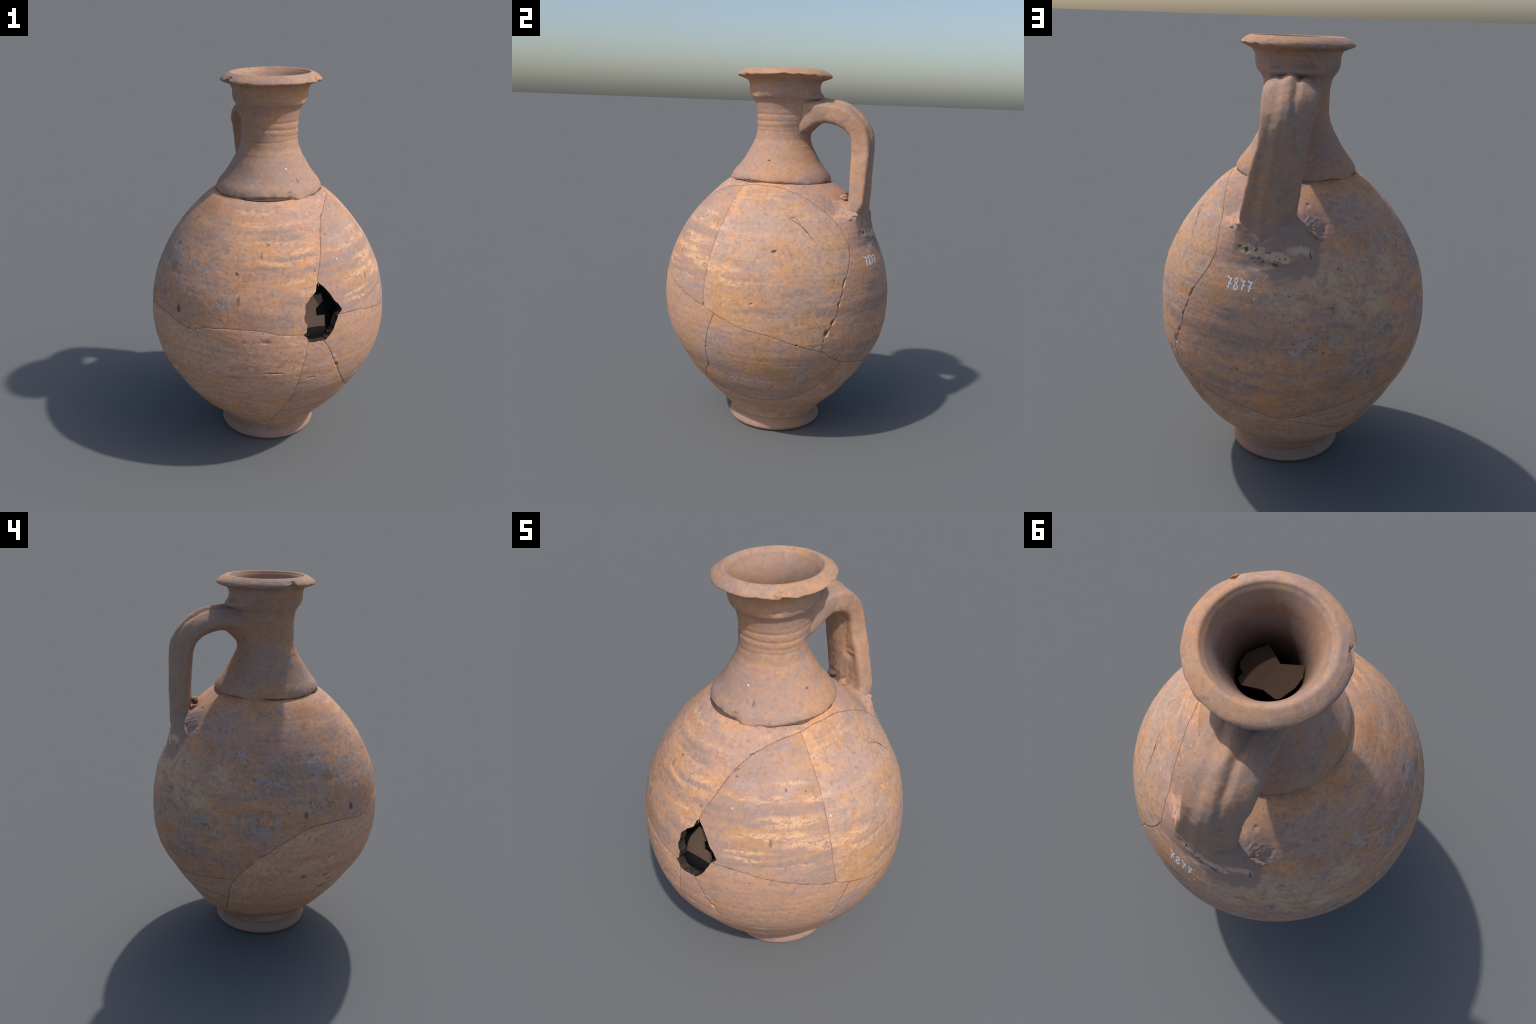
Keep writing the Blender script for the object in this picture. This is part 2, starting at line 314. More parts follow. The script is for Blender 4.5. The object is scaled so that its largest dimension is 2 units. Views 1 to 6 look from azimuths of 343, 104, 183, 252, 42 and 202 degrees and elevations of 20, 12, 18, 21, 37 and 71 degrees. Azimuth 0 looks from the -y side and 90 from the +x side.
        for d, h in [(73, 1.24), (86, 1.138), (88.5, 1.139)]:
            col = lay(col, n.spot(on_body(d, h), d, .006, .005, .6, None, .05), .9, (.42, .09, .04))
    h = n.math('ADD', n.math('MULTIPLY', fine, .7), n.math('MULTIPLY', st2, .22 * streak))
    h = n.math('ADD', h, n.math('MULTIPLY', n.noise(130., 3, .6), .3))
    return n.finish(col, h, bump, .003)

def plain(name, a, b, scale=30.0, rough=.9, bump=.3):
    n = Nodes(name); f = n.noise(scale, 5, .65, 1.0)
    return n.finish(n.mix(n.step(f, .35, .65), a, b), f, bump, .003, rough)

MAT_FILL = plain('old_glue_and_dirt', (.095, .062, .048), (.17, .105, .078), 90.)
MAT_FILL_WARM = plain('brown_filler', (.20, .110, .062), (.36, .20, .115), 70.)
MAT_INSIDE = plain('interior_painted_dark', (.016, .012, .010), (.034, .024, .020), 14.)  # baked darkness of the hollow inside is put into this colour
MAT_HOLE_SHADE = plain('painted_shade_black', (.003, .0025, .002), (.006, .005, .004), 14.)  # near-black paint standing in for shade behind the hole
MAT_BREAK = plain('broken_clay_edge', (.020, .015, .013), (.060, .040, .034), 45.)
MAT_SCAN_FILL = plain('scan_fill_brown', (.122, .078, .054), (.140, .090, .064), 6., bump=.05)  # flat brown of the scan's hole-filling polygons
MAT_SCAN_CAP = plain('scan_cap_brown', (.046, .027, .018), (.054, .032, .022), 6., bump=.05)  # brown of the scan's fill face across the neck
MAT_PAINT = plain('white_ink', (.66, .66, .70), (.78, .78, .82), 120., .7, .1)

# ------------------------------------------------------------------ object tree
jug = empty('terracotta_jug')
jug['label'] = 'ancient terracotta jug with strap handle, mended cracks and a hole'
jug['category'] = 'pottery jug'

# ------------------------------------------------------------------ body surface
NT = 1440
zz = np.linspace(0, 1.435, 4000)
arc = np.r_[0, np.cumsum(np.hypot(np.diff(zz), np.diff(pchip(PZ, PR, zz))))]
NR = 600
ROWZ = np.interp(np.linspace(0, arc[-1], NR), arc, zz)
DEG = np.arange(NT) * 360.0 / NT
deg2, z2 = np.meshgrid(DEG, ROWZ)
BASE = on_body(deg2, z2)

crackpts = {k: dense(v, seed=11 * i) for i, (k, v) in enumerate(CRACKS.items())}
dist = np.full((NR, NT), 1.0); deep = np.zeros((NR, NT))
def near(deg, z, half):
    j = int(round(deg / 360.0 * NT)); i = int(np.searchsorted(ROWZ, z))
    h = int(half)
    return np.clip(np.arange(i - h, i + h + 1), 0, NR - 1)[:, None], (np.arange(j - h, j + h + 1) % NT)[None, :]
for k, (cd, cz, cu) in crackpts.items():
    C = on_body(cd, cz); w = FILL_WIDTH[k]
    for d, z, c in zip(cd, cz, C):
        ii, jj = near(d, z, 7)
        q = np.linalg.norm(BASE[ii, jj] - c, axis=-1)
        dist[ii, jj] = np.minimum(dist[ii, jj], q)
        g = .0003 + w * .55
        deep[ii, jj] = np.maximum(deep[ii, jj], g * np.exp(-(q / (.0016 + w * .5)) ** 2))

relief = -deep
relief += .0016 * fbm(BASE, 5.0, 2, 1) + .0007 * fbm(BASE, (4, 4, 40), 3, 2) + .0004 * fbm(BASE, 60.0, 2, 3)
def dent(deg, z, wt, wz, depth, tilt=0.0, power=2.0, ragged=.25):
    """gouge (depth>0) or lump (depth<0) pressed into the wall"""
    global relief
    c = on_body(deg, z); half = int(3.2 * max(wt, wz) / .0026) + 3
    ii, jj = near(deg, z, min(half, 140))
    d = BASE[ii, jj] - c
    e = np.array([-math.sin(deg * D2R), math.cos(deg * D2R), 0])
    n = np.array([math.cos(deg * D2R), math.sin(deg * D2R), 0])
    u = d @ e; v = np.sign(d[..., 2] if abs(z - .7) < .65 else d[..., 2]) * np.sqrt(d[..., 2] ** 2 + (d @ n + 0 * u) ** 2 * (abs(z - .7) > .25))
    ct, stn = math.cos(tilt), math.sin(tilt)
    a = (u * ct + v * stn) / wt; b = (-u * stn + v * ct) / wz
    q = np.hypot(a, b) * (1 + ragged * vnoise(BASE[ii, jj], 90, 5))
    relief[ii, jj] -= depth * np.exp(-q ** power)
for k, d, z, hw, hl in FLAKES:
    cd, cz, cu = crackpts[k]
    i = int(np.argmin(np.hypot(adiff(cd, d) * .01, cz - z))); i0, i1 = max(i - 6, 0), min(i + 6, len(cd) - 1)
    du = adiff(cd[i1], cd[i0]) * D2R * .6; dz = cz[i1] - cz[i0]
    t = math.atan2(dz, du)
    dent(d, z, hl, hw, .009, t, 4.0)
dent(10.8, 1.091, .011, .010, .016, 0, 3.0)                   # pit
for a, b in zip([(19, 1.25), (22, 1.250), (25.6, 1.216), (29.1, 1.187)], [(22, 1.250), (25.6, 1.216), (29.1, 1.187), (33.0, 1.141)]):
    for t in np.linspace(0, 1, 9):                            # incised scratch
        dent(a[0] + (b[0]-a[0]) * t, a[1] + (b[1]-a[1]) * t, .0035, .0035, .0022)
for t in np.linspace(0, 1, 20):
    dent(19 + 13.5 * t, 1.243 - .098 * t + .022 * math.sin(3.1 * t) * -.4, .003, .003, .0016)
dent(251.8, .808, .022, .008, .006, .1)                       # gouge below the sweep
for t in np.linspace(-1, 1, 7): dent(255 + 3.2 * t, .638 + .002 * random.random(), .006, .0035, .005)
for t in np.linspace(-1, 1, 5): dent(272.6 + 1.6 * t, .594, .005, .003, .004)
dent(0.5, .86, .030, .028, .0022, 0, 6.0); dent(1.2, .836, .010, .005, .007)  # flat flake with a nick
dent(207.4, .902, .02, .02, .002); dent(71.5, .663, .012, .010, .004); dent(236.5, 1.112, .011, .006, .003, -.6)
dent(297, 1.40, .009, .006, .006); dent(99.8, 1.33, .009, .008, .006); dent(104.9, 1.243, .012, .012, .006); dent(108, .95, .018, .006, .003)
for d, z, wt, wz, dp in [(98.5, 1.262, .018, .026, -.009), (103, 1.235, .016, .028, -.008), (106, 1.21, .018, .014, -.004), (100.5, 1.25, .005, .014, .008), (64, 1.262, .018, .012, -.010), (60, 1.24, .012, .010, -.007), (108, 1.25, .010, .02, .005), (72, 1.235, .02, .012, .005), (80, 1.15, .03, .010, .004), (70, 1.16, .022, .008, .004), (90, 1.11, .03, .007, .004)]:
    dent(d, z, wt, wz, dp, 0, 2.5, .5)                        # torn, smeared clay
for _ in range(150):                                          # scattered pores
    dent(random.uniform(0, 360), random.uniform(.12, 1.35), random.uniform(.002, .005), random.uniform(.002, .004), random.uniform(.001, .0035))
# the pot leans and swells unevenly
relief += .010 * np.exp(-(adiff(deg2, 216) / 24) ** 2 - ((z2 - 1.30) / .085) ** 2) - .008 * np.exp(-(adiff(deg2, 288) / 24) ** 2 - ((z2 - 1.31) / .08) ** 2)
relief += .022 * np.exp(-((z2 - .14) / .045) ** 2 - (adiff(deg2, 270) / 48) ** 2) * np.clip((z2 - .08) / .04, 0, 1) + .012 * np.exp(-((z2 - .17) / .06) ** 2 - (adiff(deg2, 88) / 32) ** 2) * np.clip((z2 - .085) / .05, 0, 1) + .022 * np.exp(-((z2 - .20) / .095) ** 2 - (adiff(deg2, 126) / 28) ** 2) * np.clip((z2 - .085) / .05, 0, 1) - .024 * np.exp(-(adiff(deg2, 174) / 26) ** 2 - ((z2 - .145) / .05) ** 2)
relief += .0011 * fbm(BASE, (3, 3, 26), 3, 12) * (z2 > .5) + .0007 * np.minimum(0, fbm(BASE, (26, 26, 44), 3, 15) + .25) * 3
# clay smeared where the handle was luted on
th2 = deg2 * D2R
rise = np.clip((z2 - 1.10) / .155, 0, 1); rise = rise ** 1.6 * np.clip((1.325 - z2) / .055, 0, 1) ** .7
up = np.clip((z2 - 1.225) / .06, 0, 1)
around = np.clip((adiff(deg2, 46.5) - 9 * up) / (17 - 7 * up), 0, 1) ** 1.3 * np.clip((104 - 6 * up - deg2) / (14 - 5 * up), 0, 1)
relief += .061 * rise * around * (1 + .10 * vnoise(BASE, 22, 7))
relief += .014 * np.exp(-(adiff(deg2, 97) / 6) ** 2 - ((z2 - 1.29) / .05) ** 2)
relief += .008 * np.exp(-(adiff(deg2, 99) / 9) ** 2 - ((z2 - 1.27) / .07) ** 2)
relief -= .004 * np.exp(-(adiff(deg2, 80) / 16) ** 4 - ((z2 - 1.09) / .02) ** 2)

# the seam under the collar gapes here and there
def SEAM(d):
    g = lambda c, w: np.exp(-(adiff(d, c) / w) ** 4)
    return np.clip(g(250, 30) + g(324, 19) + .45 * g(20, 50) + .55 * g(83, 14) + .4 * g(120, 22) + .6 * g(186, 26), 0, 1)
relief -= .011 * SEAM(deg2) * np.exp(-((z2 - 1.4045) / .0065) ** 2)
# flood fill between the fracture lines -> sherds
fd = .25 * (dist[:-1] + dist[1:] + np.roll(dist, -1, 1)[:-1] + np.roll(dist, -1, 1)[1:])
fz = .5 * (ROWZ[:-1] + ROWZ[1:]); fdeg = DEG + 180.0 / NT
FD, FZ = np.meshgrid(fdeg, fz)
hp = np.array(HOLE)
hd, hz_, hu = dense(HOLE + [HOLE[0]], .003, .0028, 91)
def in_poly(px, py, qx, qy):
    ins = np.zeros(px.shape, bool); n = len(qx)
    for a in range(n):
        b = (a + 1) % n
        if qy[a] == qy[b]: continue
        c = ((qy[a] > py) != (qy[b] > py)) & (px < (qx[b]-qx[a]) * (py-qy[a]) / (qy[b]-qy[a]) + qx[a])
        ins ^= c
    return ins
inhole = in_poly(FD, FZ, hd, hz_)
FOOT_ROW = int(np.searchsorted(ROWZ, .080))
wall = (fd < .0030) | inhole
wall[:FOOT_ROW] = True
SEEDS = {'upper': (200, 1.1), 'front': (310, 1.12), 'right': (15, 1.0), 'lower_front': (310, .65), 'panel': (5, .45), 'lower_left': (215, .55),
         'hole_strip': (274, .6), 'back': (115, .40), 'base': (0, .17)}
lab = np.where(wall, -1, 0)
from collections import deque
for k, (d, z) in enumerate(SEEDS.values(), 1):
    i = int(np.searchsorted(fz, z)); j = int(d / 360 * NT)
    if lab[i, j] != 0: print('seed', k, 'already', lab[i, j]); continue
    Q = deque([(i, j)]); lab[i, j] = k
    while Q:
        i, j = Q.popleft()
        for a, b in ((i+1, j), (i-1, j), (i, (j+1) % NT), (i, (j-1) % NT)):
            if 0 <= a < NR - 1 and lab[a, b] == 0:
                lab[a, b] = k; Q.append((a, b))
lab[lab == 0] = -1
lab[:FOOT_ROW] = 99
for _ in range(400):                                          # grow over the groove cells
    un = (lab == -1)
    if not un.any(): break
    for s, ax in ((1, 0), (-1, 0), (1, 1), (-1, 1)):
        nb = np.roll(lab, s, ax)
        if ax == 0: nb[0 if s == 1 else -1] = -1
        ok = (lab == -1) & (nb > 0) & (nb != 99)
        lab[ok] = nb[ok]
lab[lab == -1] = 1
# the restored ground round the handle root is a part of its own
lab[(lab == 1) & (np.hypot(adiff(FD, 85) / 27.0, (FZ - 1.175) / .16) < 1)] = 10

# each sherd sits a hair proud or shy of its neighbours
OFFSET = {1: .0, 2: .0004, 3: -.0003, 4: .0002, 5: -.0004, 6: .0009, 7: -.0002, 8: .0003, 9: 0.0}
off = np.vectorize(lambda k: OFFSET.get(k, 0.0))(np.arange(100))[lab]
voff = np.zeros((NR, NT)); voff[:-1] = off; voff[-1] = off[-1]
for _ in range(2): voff = .25 * (np.roll(voff, 1, 1) + np.roll(voff, -1, 1)) + .5 * voff
relief += voff * (z2 > .1)

TH = th2.copy(); ZZ = z2.copy()
# pull the rim of the hole onto its broken outline
vin = np.zeros((NR, NT), int); cnt = np.zeros((NR, NT), int)
for di in (0, 1):
    for dj in (0, 1):
        m = np.zeros((NR, NT), int); m[di:NR-1+di] = np.roll(inhole, dj, 1).astype(int)
        vin += m
edge = (vin > 0) & (vin < 4)
HP = on_body(hd, hz_)
ei, ej = np.where(edge)
for i, j in zip(ei, ej):
    q = np.linalg.norm(HP - BASE[i, j], axis=1); k = int(q.argmin())
    if q[k] < .006: TH[i, j] = hd[k] * D2R; ZZ[i, j] = hz_[k]
RR = body_radius(TH, ZZ) + relief
VERT = np.stack([RR * np.cos(TH), RR * np.sin(TH), ZZ], -1)

def grid_normals(V):
    du = np.roll(V, -1, 1) - np.roll(V, 1, 1)
    dv = np.empty_like(V); dv[1:-1] = V[2:] - V[:-2]; dv[0] = V[1] - V[0]; dv[-1] = V[-1] - V[-2]
    n = np.cross(du, dv); return n / (np.linalg.norm(n, axis=-1, keepdims=True) + 1e-12)
NORM = grid_normals(VERT)
idx = np.arange(NR * NT).reshape(NR, NT); nx = np.roll(idx, -1, 1)
QUAD = np.stack([idx[:-1], nx[:-1], nx[1:], idx[1:]], -1)
Vf = VERT.reshape(-1, 3); Nf = NORM.reshape(-1, 3)

# inner wall (the body's own mesh) and the broken edge round the hole
WALL = .026
IT, IR = 240, 120
iz = np.linspace(.055, 1.43, IR); ideg = np.arange(IT) * 360 / IT
a2, b2 = np.meshgrid(ideg, iz)
IV = on_body(a2, b2, -WALL); IV = IV.reshape(-1, 3)
ii = np.arange(IR * IT).reshape(IR, IT); ix = np.roll(ii, -1, 1)
IQ = np.stack([ii[:-1], ii[1:], ix[1:], ix[:-1]], -1)
ca, cb = np.meshgrid(ideg + 180 / IT, .5 * (iz[1:] + iz[:-1]))
keep = ~in_poly(ca, cb, hd, hz_)
IQ = IQ[keep]
nb = len(IV)
IV = np.vstack([IV, [[0, 0, .055]]])
cap = np.stack([np.full(IT, nb), ii[0], ix[0], ix[0]], -1)[:, [0, 2, 1, 1]]
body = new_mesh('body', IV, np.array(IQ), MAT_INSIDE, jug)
# floor inside
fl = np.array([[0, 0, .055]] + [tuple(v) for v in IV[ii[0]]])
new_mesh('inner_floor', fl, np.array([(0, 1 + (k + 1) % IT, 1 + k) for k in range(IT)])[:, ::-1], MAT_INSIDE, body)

STYLE = {
 1: dict(mottle=1.0, grey=1.1, slip=.9, base=(0.629, 0.325, 0.170), alt=(0.483, 0.284, 0.211), warm=(0.544, 0.243, 0.114)),
 2: dict(mottle=.8, grey=.3, slip=1.0, base=(0.475, 0.262, 0.150), alt=(0.369, 0.236, 0.200)),
 3: dict(mottle=1.0, grey=.4, slip=.9, base=(0.602, 0.339, 0.184), alt=(0.466, 0.306, 0.250), warm=(0.527, 0.254, 0.117)),
 4: dict(mottle=.6, grey=.0, slip=.3, base=(0.507, 0.293, 0.190), alt=(0.458, 0.271, 0.193), band=.2),
 5: dict(mottle=1.0, grey=.9, slip=0., base=(0.549, 0.305, 0.172), alt=(0.427, 0.278, 0.232), warm=(0.503, 0.246, 0.122)),
 6: dict(mottle=.1, grey=0., slip=0., ochre=0., band=.65, base=(0.685, 0.403, 0.271), alt=(0.648, 0.363, 0.239), warm=(0.621, 0.303, 0.176), speck=.4),
 7: dict(mottle=.3, grey=0., slip=0., ochre=.0, band=.6, base=(0.590, 0.341, 0.228), alt=(0.540, 0.324, 0.244), warm=(0.546, 0.276, 0.166), speck=.4),
 8: dict(mottle=.25, grey=0., slip=0., ochre=.2, band=.35, base=(0.624, 0.372, 0.251), alt=(0.574, 0.339, 0.232), speck=.4),
 9: dict(mottle=.3, grey=.0, slip=0., ochre=.2, band=.4, base=(0.624, 0.368, 0.245), alt=(0.568, 0.337, 0.232), speck=.4)}
STYLE[10] = dict(STYLE[1], handle_patch=True)
def touching(label):
    def t(d, h, a, b):
        i0, i1 = np.searchsorted(fz, [h - b - .02, h + b + .02])
        hw = int((a + .03) / float(body_radius(d * D2R, h)) / (2 * math.pi) * NT) + 1
        c = int(d / 360 * NT)
        return bool((lab[max(i0, 0):i1 + 1][:, np.arange(c - hw, c + hw + 1) % NT] == label).any())
    return t
for k in range(1, 11):
    f = QUAD[(lab == k) & ~inhole]
    if len(f):
        submesh('sherd' if k < 10 else 'handle_root_repair', Vf, f, clay('sherd_clay_' + (list(SEEDS) + ['repair'])[k-1], touches=touching(k), **STYLE[k]), body, Nf)

MAT_FOOT = clay('foot_clay', mottle=1.2, zones=False, base=(.390, .225, .155), alt=(.310, .200, .165), warm=(.41, .20, .11), streak=.6, speck=.8)
ff = QUAD[:FOOT_ROW].reshape(-1, 4)
foot = submesh('foot', Vf, ff, MAT_FOOT, jug, Nf)
# hollow underside of the ring foot
rings = [(.2471, 0.0), (.235, -.0), (.222, .006), (.212, .020), (.12, .026), (.001, .028)]
uv = np.concatenate([np.stack([(r + (oval(DEG[::6] * D2R, 0) if r > .1 else 0)) * np.cos(DEG[::6] * D2R), (r + (oval(DEG[::6] * D2R, 0) if r > .1 else 0)) * np.sin(DEG[::6] * D2R), np.full(NT // 6, max(z, 0.0))], -1) for r, z in rings])
m = NT // 6; ui = np.arange(len(rings) * m).reshape(len(rings), m); un = np.roll(ui, -1, 1)
new_mesh('foot_underside', uv, np.stack([ui[:-1], ui[1:], un[1:], un[:-1]], -1).reshape(-1, 4), MAT_FOOT, foot)

# broken edge strip
strip_v, strip_f, vmap = [], [], {}
def sv(i, j, inner):
    key = (i, j, inner)
    if key not in vmap:
        p = Vf[idx[i, j]]
        if inner:
            r = np.hypot(p[0], p[1]); dr = inner * .5 * (WALL + .012)
            jit = .004 * vnoise(p[None] * 1.0, 80, 40 + inner)[0]
            s = (r - dr) / r
            p = np.array([p[0] * s, p[1] * s, p[2] + jit])
        vmap[key] = len(strip_v); strip_v.append(p)
    return vmap[key]
def strip(p, q):
    for lv in (0, 1):
        strip_f.append((sv(*p, lv), sv(*q, lv), sv(*q, lv + 1), sv(*p, lv + 1)))
for i, j in zip(*np.where(inhole)):
    jn = (j + 1) % NT
    if not inhole[i-1, j]: strip((i, j), (i, jn))
    if not inhole[i+1, j]: strip((i+1, jn), (i+1, j))
    if not inhole[i, j-1]: strip((i+1, j), (i, j))
    if not inhole[i, jn]: strip((i, jn), (i+1, jn))
new_mesh('broken_edge', np.array(strip_v), np.array(strip_f), MAT_BREAK, body)

# ------------------------------------------------------------------ crack fillings
def surf_point(deg, z):
    """displaced outer surface"""
    j = np.asarray(deg) / 360.0 * NT; i = np.interp(z, ROWZ, np.arange(NR))
    i0 = np.clip(np.floor(i).astype(int), 0, NR - 2); j0 = np.floor(j).astype(int); a = (i - i0)[..., None]; b = (j - j0)[..., None]
    j1 = (j0 + 1) % NT; j0 = j0 % NT
    S = (relief[..., None])
    r = ((1-a)*(1-b)*S[i0, j0] + (1-a)*b*S[i0, j1] + a*(1-b)*S[i0+1, j0] + a*b*S[i0+1, j1])[..., 0]
    return on_body(deg, z, r)
def tube(path, nrm, rad, flat=1.0, sides=8):
    """swept strand lying on a surface; flat squeezes it along the surface normal"""
    path = np.asarray(path); T = np.gradient(path, axis=0); T /= np.linalg.norm(T, axis=1, keepdims=True) + 1e-12
    B = np.cross(T, nrm); B /= np.linalg.norm(B, axis=1, keepdims=True) + 1e-12
    Nn = np.cross(B, T)
    a = np.arange(sides) * 2 * math.pi / sides
    V = path[:, None] + rad[:, None, None] * (np.cos(a)[None, :, None] * B[:, None] + flat * np.sin(a)[None, :, None] * Nn[:, None])
    n = len(path); k = np.arange(n * sides).reshape(n, sides); kn = np.roll(k, -1, 1)
    F = np.stack([k[:-1], kn[:-1], kn[1:], k[1:]], -1).reshape(-1, 4)
    V = V.reshape(-1, 3)
    caps = []
    for e in (0, n - 1):
        for q in range(1, sides // 2):
            caps.append((k[e, q-1], k[e, q], k[e, sides-1-q], k[e, (sides-q) % sides]))
    return V, np.vstack([F, np.array(caps)])
for ci, (k, (cd, cz, cu)) in enumerate(crackpts.items()):
    P = surf_point(cd, cz); n = on_body(cd, cz, .01) - on_body(cd, cz - .000, 0); n = n / np.linalg.norm(n, axis=1, keepdims=True)
    jj = np.round(cd / 360 * NT).astype(int) % NT; i2 = np.clip(np.searchsorted(ROWZ, cz), 0, NR - 1)
    n = NORM[i2, jj]
    rad = FILL_WIDTH[k] * (.75 + .45 * vnoise(P, 40, ci) + .25 * vnoise(P, 130, ci + 9))
    for fk, fdg, fz_, hw, hl in FLAKES:
        if fk == k:
            q = np.linalg.norm(P - on_body(fdg, fz_), axis=1)
            rad = rad + hw * .85 * np.exp(-(q / (hl * .75)) ** 4)
    rad = np.maximum(rad, .0004)
    V, F = tube(P + n * .0004, n, rad, .45)
    new_mesh('crack_filling', V, F, MAT_FILL_WARM if k in ('shoulder_arc', 'front_upright') else MAT_FILL, body)

SCRATCHES = [([(19, 1.25), (22, 1.256), (25.6, 1.221), (29.1, 1.190), (32, 1.152), (33.4, 1.138)], .0011), ([(19, 1.246), (23.3, 1.228), (27, 1.204), (30.3, 1.174), (33.2, 1.139)], .0016),
 ([(154.0, 1.176), (155.5, 1.177)], .0016), ([(156.0, 1.176), (157.8, 1.163), (160.1, 1.151), (162.6, 1.154)], .0010), ([(251.8, .639), (255, .6375), (258.4, .640)], .0014), ([(270.8, .594), (274.3, .593)], .0011),
 ([(2.0, 1.30), (1.2, 1.285), (1.8, 1.268), (4.0, 1.255)], .0007), ([(60, 1.25), (58, 1.27)], .0008)]
for line, w in SCRATCHES:
    cd, cz, cu = dense(line, .002, .0010, int(line[0][0]))
    P = surf_point(cd, cz); n = NORM[np.clip(np.searchsorted(ROWZ, cz), 0, NR - 1), np.round(cd / 360 * NT).astype(int) % NT]
    V, F = tube(P + n * .0002, n, np.maximum(w * np.sin(np.linspace(.12, 3.0, len(cd))) ** .5 * (1 + .4 * vnoise(P, 120, 5)), .0003), .4)
    new_mesh('scratch', V, F, MAT_FILL, body)

# ------------------------------------------------------------------ inventory number, brushed in white
DIGITS = [
 [[(63.99,1.049),(64.9,1.041),(65.57,1.036),(66.2,1.042),(65.65,1.026),(65.34,1.016),(65.45,.999)], [(64.9,1.0225),(66.6,1.0178)]],
 [[(68.31,1.046),(69.01,1.043),(69.15,1.033),(68.57,1.023),(67.9,1.012),(67.94,1.004),(68.73,1.0),(69.47,1.005),(69.43,1.015),(68.57,1.023),(67.86,1.032),(67.85,1.041),(68.31,1.046)]],
 [[(70.49,1.048),(71.0,1.040),(71.62,1.035),(72.35,1.040),(71.86,1.024),(71.58,1.002)], [(71.3,1.0265),(72.8,1.0198)]],
 [[(73.53,1.043),(74.2,1.0375),(74.85,1.035),(75.5,1.039),(74.79,1.019),(74.51,1.001)], [(74.0,1.0215),(75.55,1.0148)]]]
for di, strokes in enumerate(DIGITS + [[[(77.33, .981), (76.96, .972)]]]):
    Vs, Fs, o = [], [], 0
    for si, s in enumerate(strokes):
        a = np.array(s); u = np.arange(len(a)); t = np.linspace(0, len(a) - 1, 12 * len(a))
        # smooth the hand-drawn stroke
        d = np.interp(t, u, a[:, 0]); z = np.interp(t, u, a[:, 1])
        for _ in range(4):
            d[1:-1] = .25 * d[:-2] + .5 * d[1:-1] + .25 * d[2:]; z[1:-1] = .25 * z[:-2] + .5 * z[1:-1] + .25 * z[2:]
        P = surf_point(d, z); n = NORM[np.clip(np.searchsorted(ROWZ, z), 0, NR-1), np.round(d / 360 * NT).astype(int) % NT]
        rad = (.0034 if si == 0 else .0030) * (1 + .18 * vnoise(P, 150, di)) * (1 if di < 4 else .55)
        if di in (0, 2, 3) and si == 0: rad = rad * np.where(np.arange(len(t)) < 20, 1.25, 1)
        V, F = tube(P + n * .0003, n, rad, .16)
        Vs.append(V); Fs.append(F + o); o += len(V)
    new_mesh('painted_digit' if di < 4 else 'paint_drip', np.vstack(Vs), np.vstack(Fs), MAT_PAINT, body)

# ------------------------------------------------------------------ neck, rim and throat: one surface of revolution
NNT = 840
CX, CY = .0185, .003                       # mouth centre
prof = [(.225, 1.430, 0), (.250, 1.412, 0), (.262, 1.4075, 0), (.2705, 1.4070, 0), (.2742, 1.4085, 0)]
nk = np.linspace(1.411, 1.932, 300)
prof += [(float(pchip(NZK, NRK, np.array([z]))[0]), float(z), 0) for z in nk]
n_neck = len(prof)
RIM = [(.205, 1.940), (.218, 1.9445), (.236, 1.9510), (.248, 1.9555), (.2545, 1.9590), (.2565, 1.9625), (.255, 1.9675), (.250, 1.9745), (.242, 1.9812), (.232, 1.9875), (.222, 1.9925), (.214, 1.9962), (.2075, 1.9982), (.2020, 1.9982), (.197, 1.9955), (.192, 1.9895)]
THROAT = [(.184, 1.981), (.176, 1.968), (.167, 1.953), (.159, 1.938), (.153, 1.925), (.145, 1.905), (.134, 1.880), (.124, 1.855), (.116, 1.83), (.111, 1.80), (.108, 1.76), (.106, 1.72), (.108, 1.68), (.116, 1.64), (.132, 1.59), (.160, 1.54), (.195, 1.48), (.228, 1.43)]
def refine(pts, step):
    a = np.array(pts); s = np.r_[0, np.cumsum(np.hypot(*np.diff(a, axis=0).T))]
    u = np.linspace(0, s[-1], max(2, int(s[-1] / step)))
    # parametric monotone smoothing
    return np.c_[pchip(s, a[:, 0], u), pchip(s, a[:, 1], u)]
full = refine([(prof[-1][0], prof[-1][1])] + RIM, .0022)[1:]
n_rim = len(full)
thr = refine([tuple(full[-1])] + THROAT, .006)[1:]
pr = np.array([p[0] for p in prof] + full[:, 0].tolist() + thr[:, 0].tolist())
pz = np.array([p[1] for p in prof] + full[:, 1].tolist() + thr[:, 1].tolist())
ND = np.arange(NNT) * 360 / NNT
nd, _ = np.meshgrid(ND, pr); pr2 = np.repeat(pr[:, None], NNT, 1); pz2 = np.repeat(pz[:, None], NNT, 1)
row = np.arange(len(pr))[:, None] + 0 * nd
isneck = row < n_neck; isrim = (row >= n_neck) & (row < n_neck + n_rim)
nth = nd * D2R
# centre line drifts toward the mouth
k = np.clip((pz2 - 1.93) / .02, 0, 1)
ov = oval(nth, np.minimum(pz2, 1.95))
mouth = CX * np.cos(nth) + CY * np.sin(nth)
inner = row >= n_neck + n_rim
rr = pr2 + np.where(isneck, ov, np.where(isrim, (1 - k) * ov + k * mouth, mouth))
Pn = np.stack([rr * np.cos(nth), rr * np.sin(nth), pz2], -1)
bell = lambda x, w: np.exp(-(x / w) ** 2)
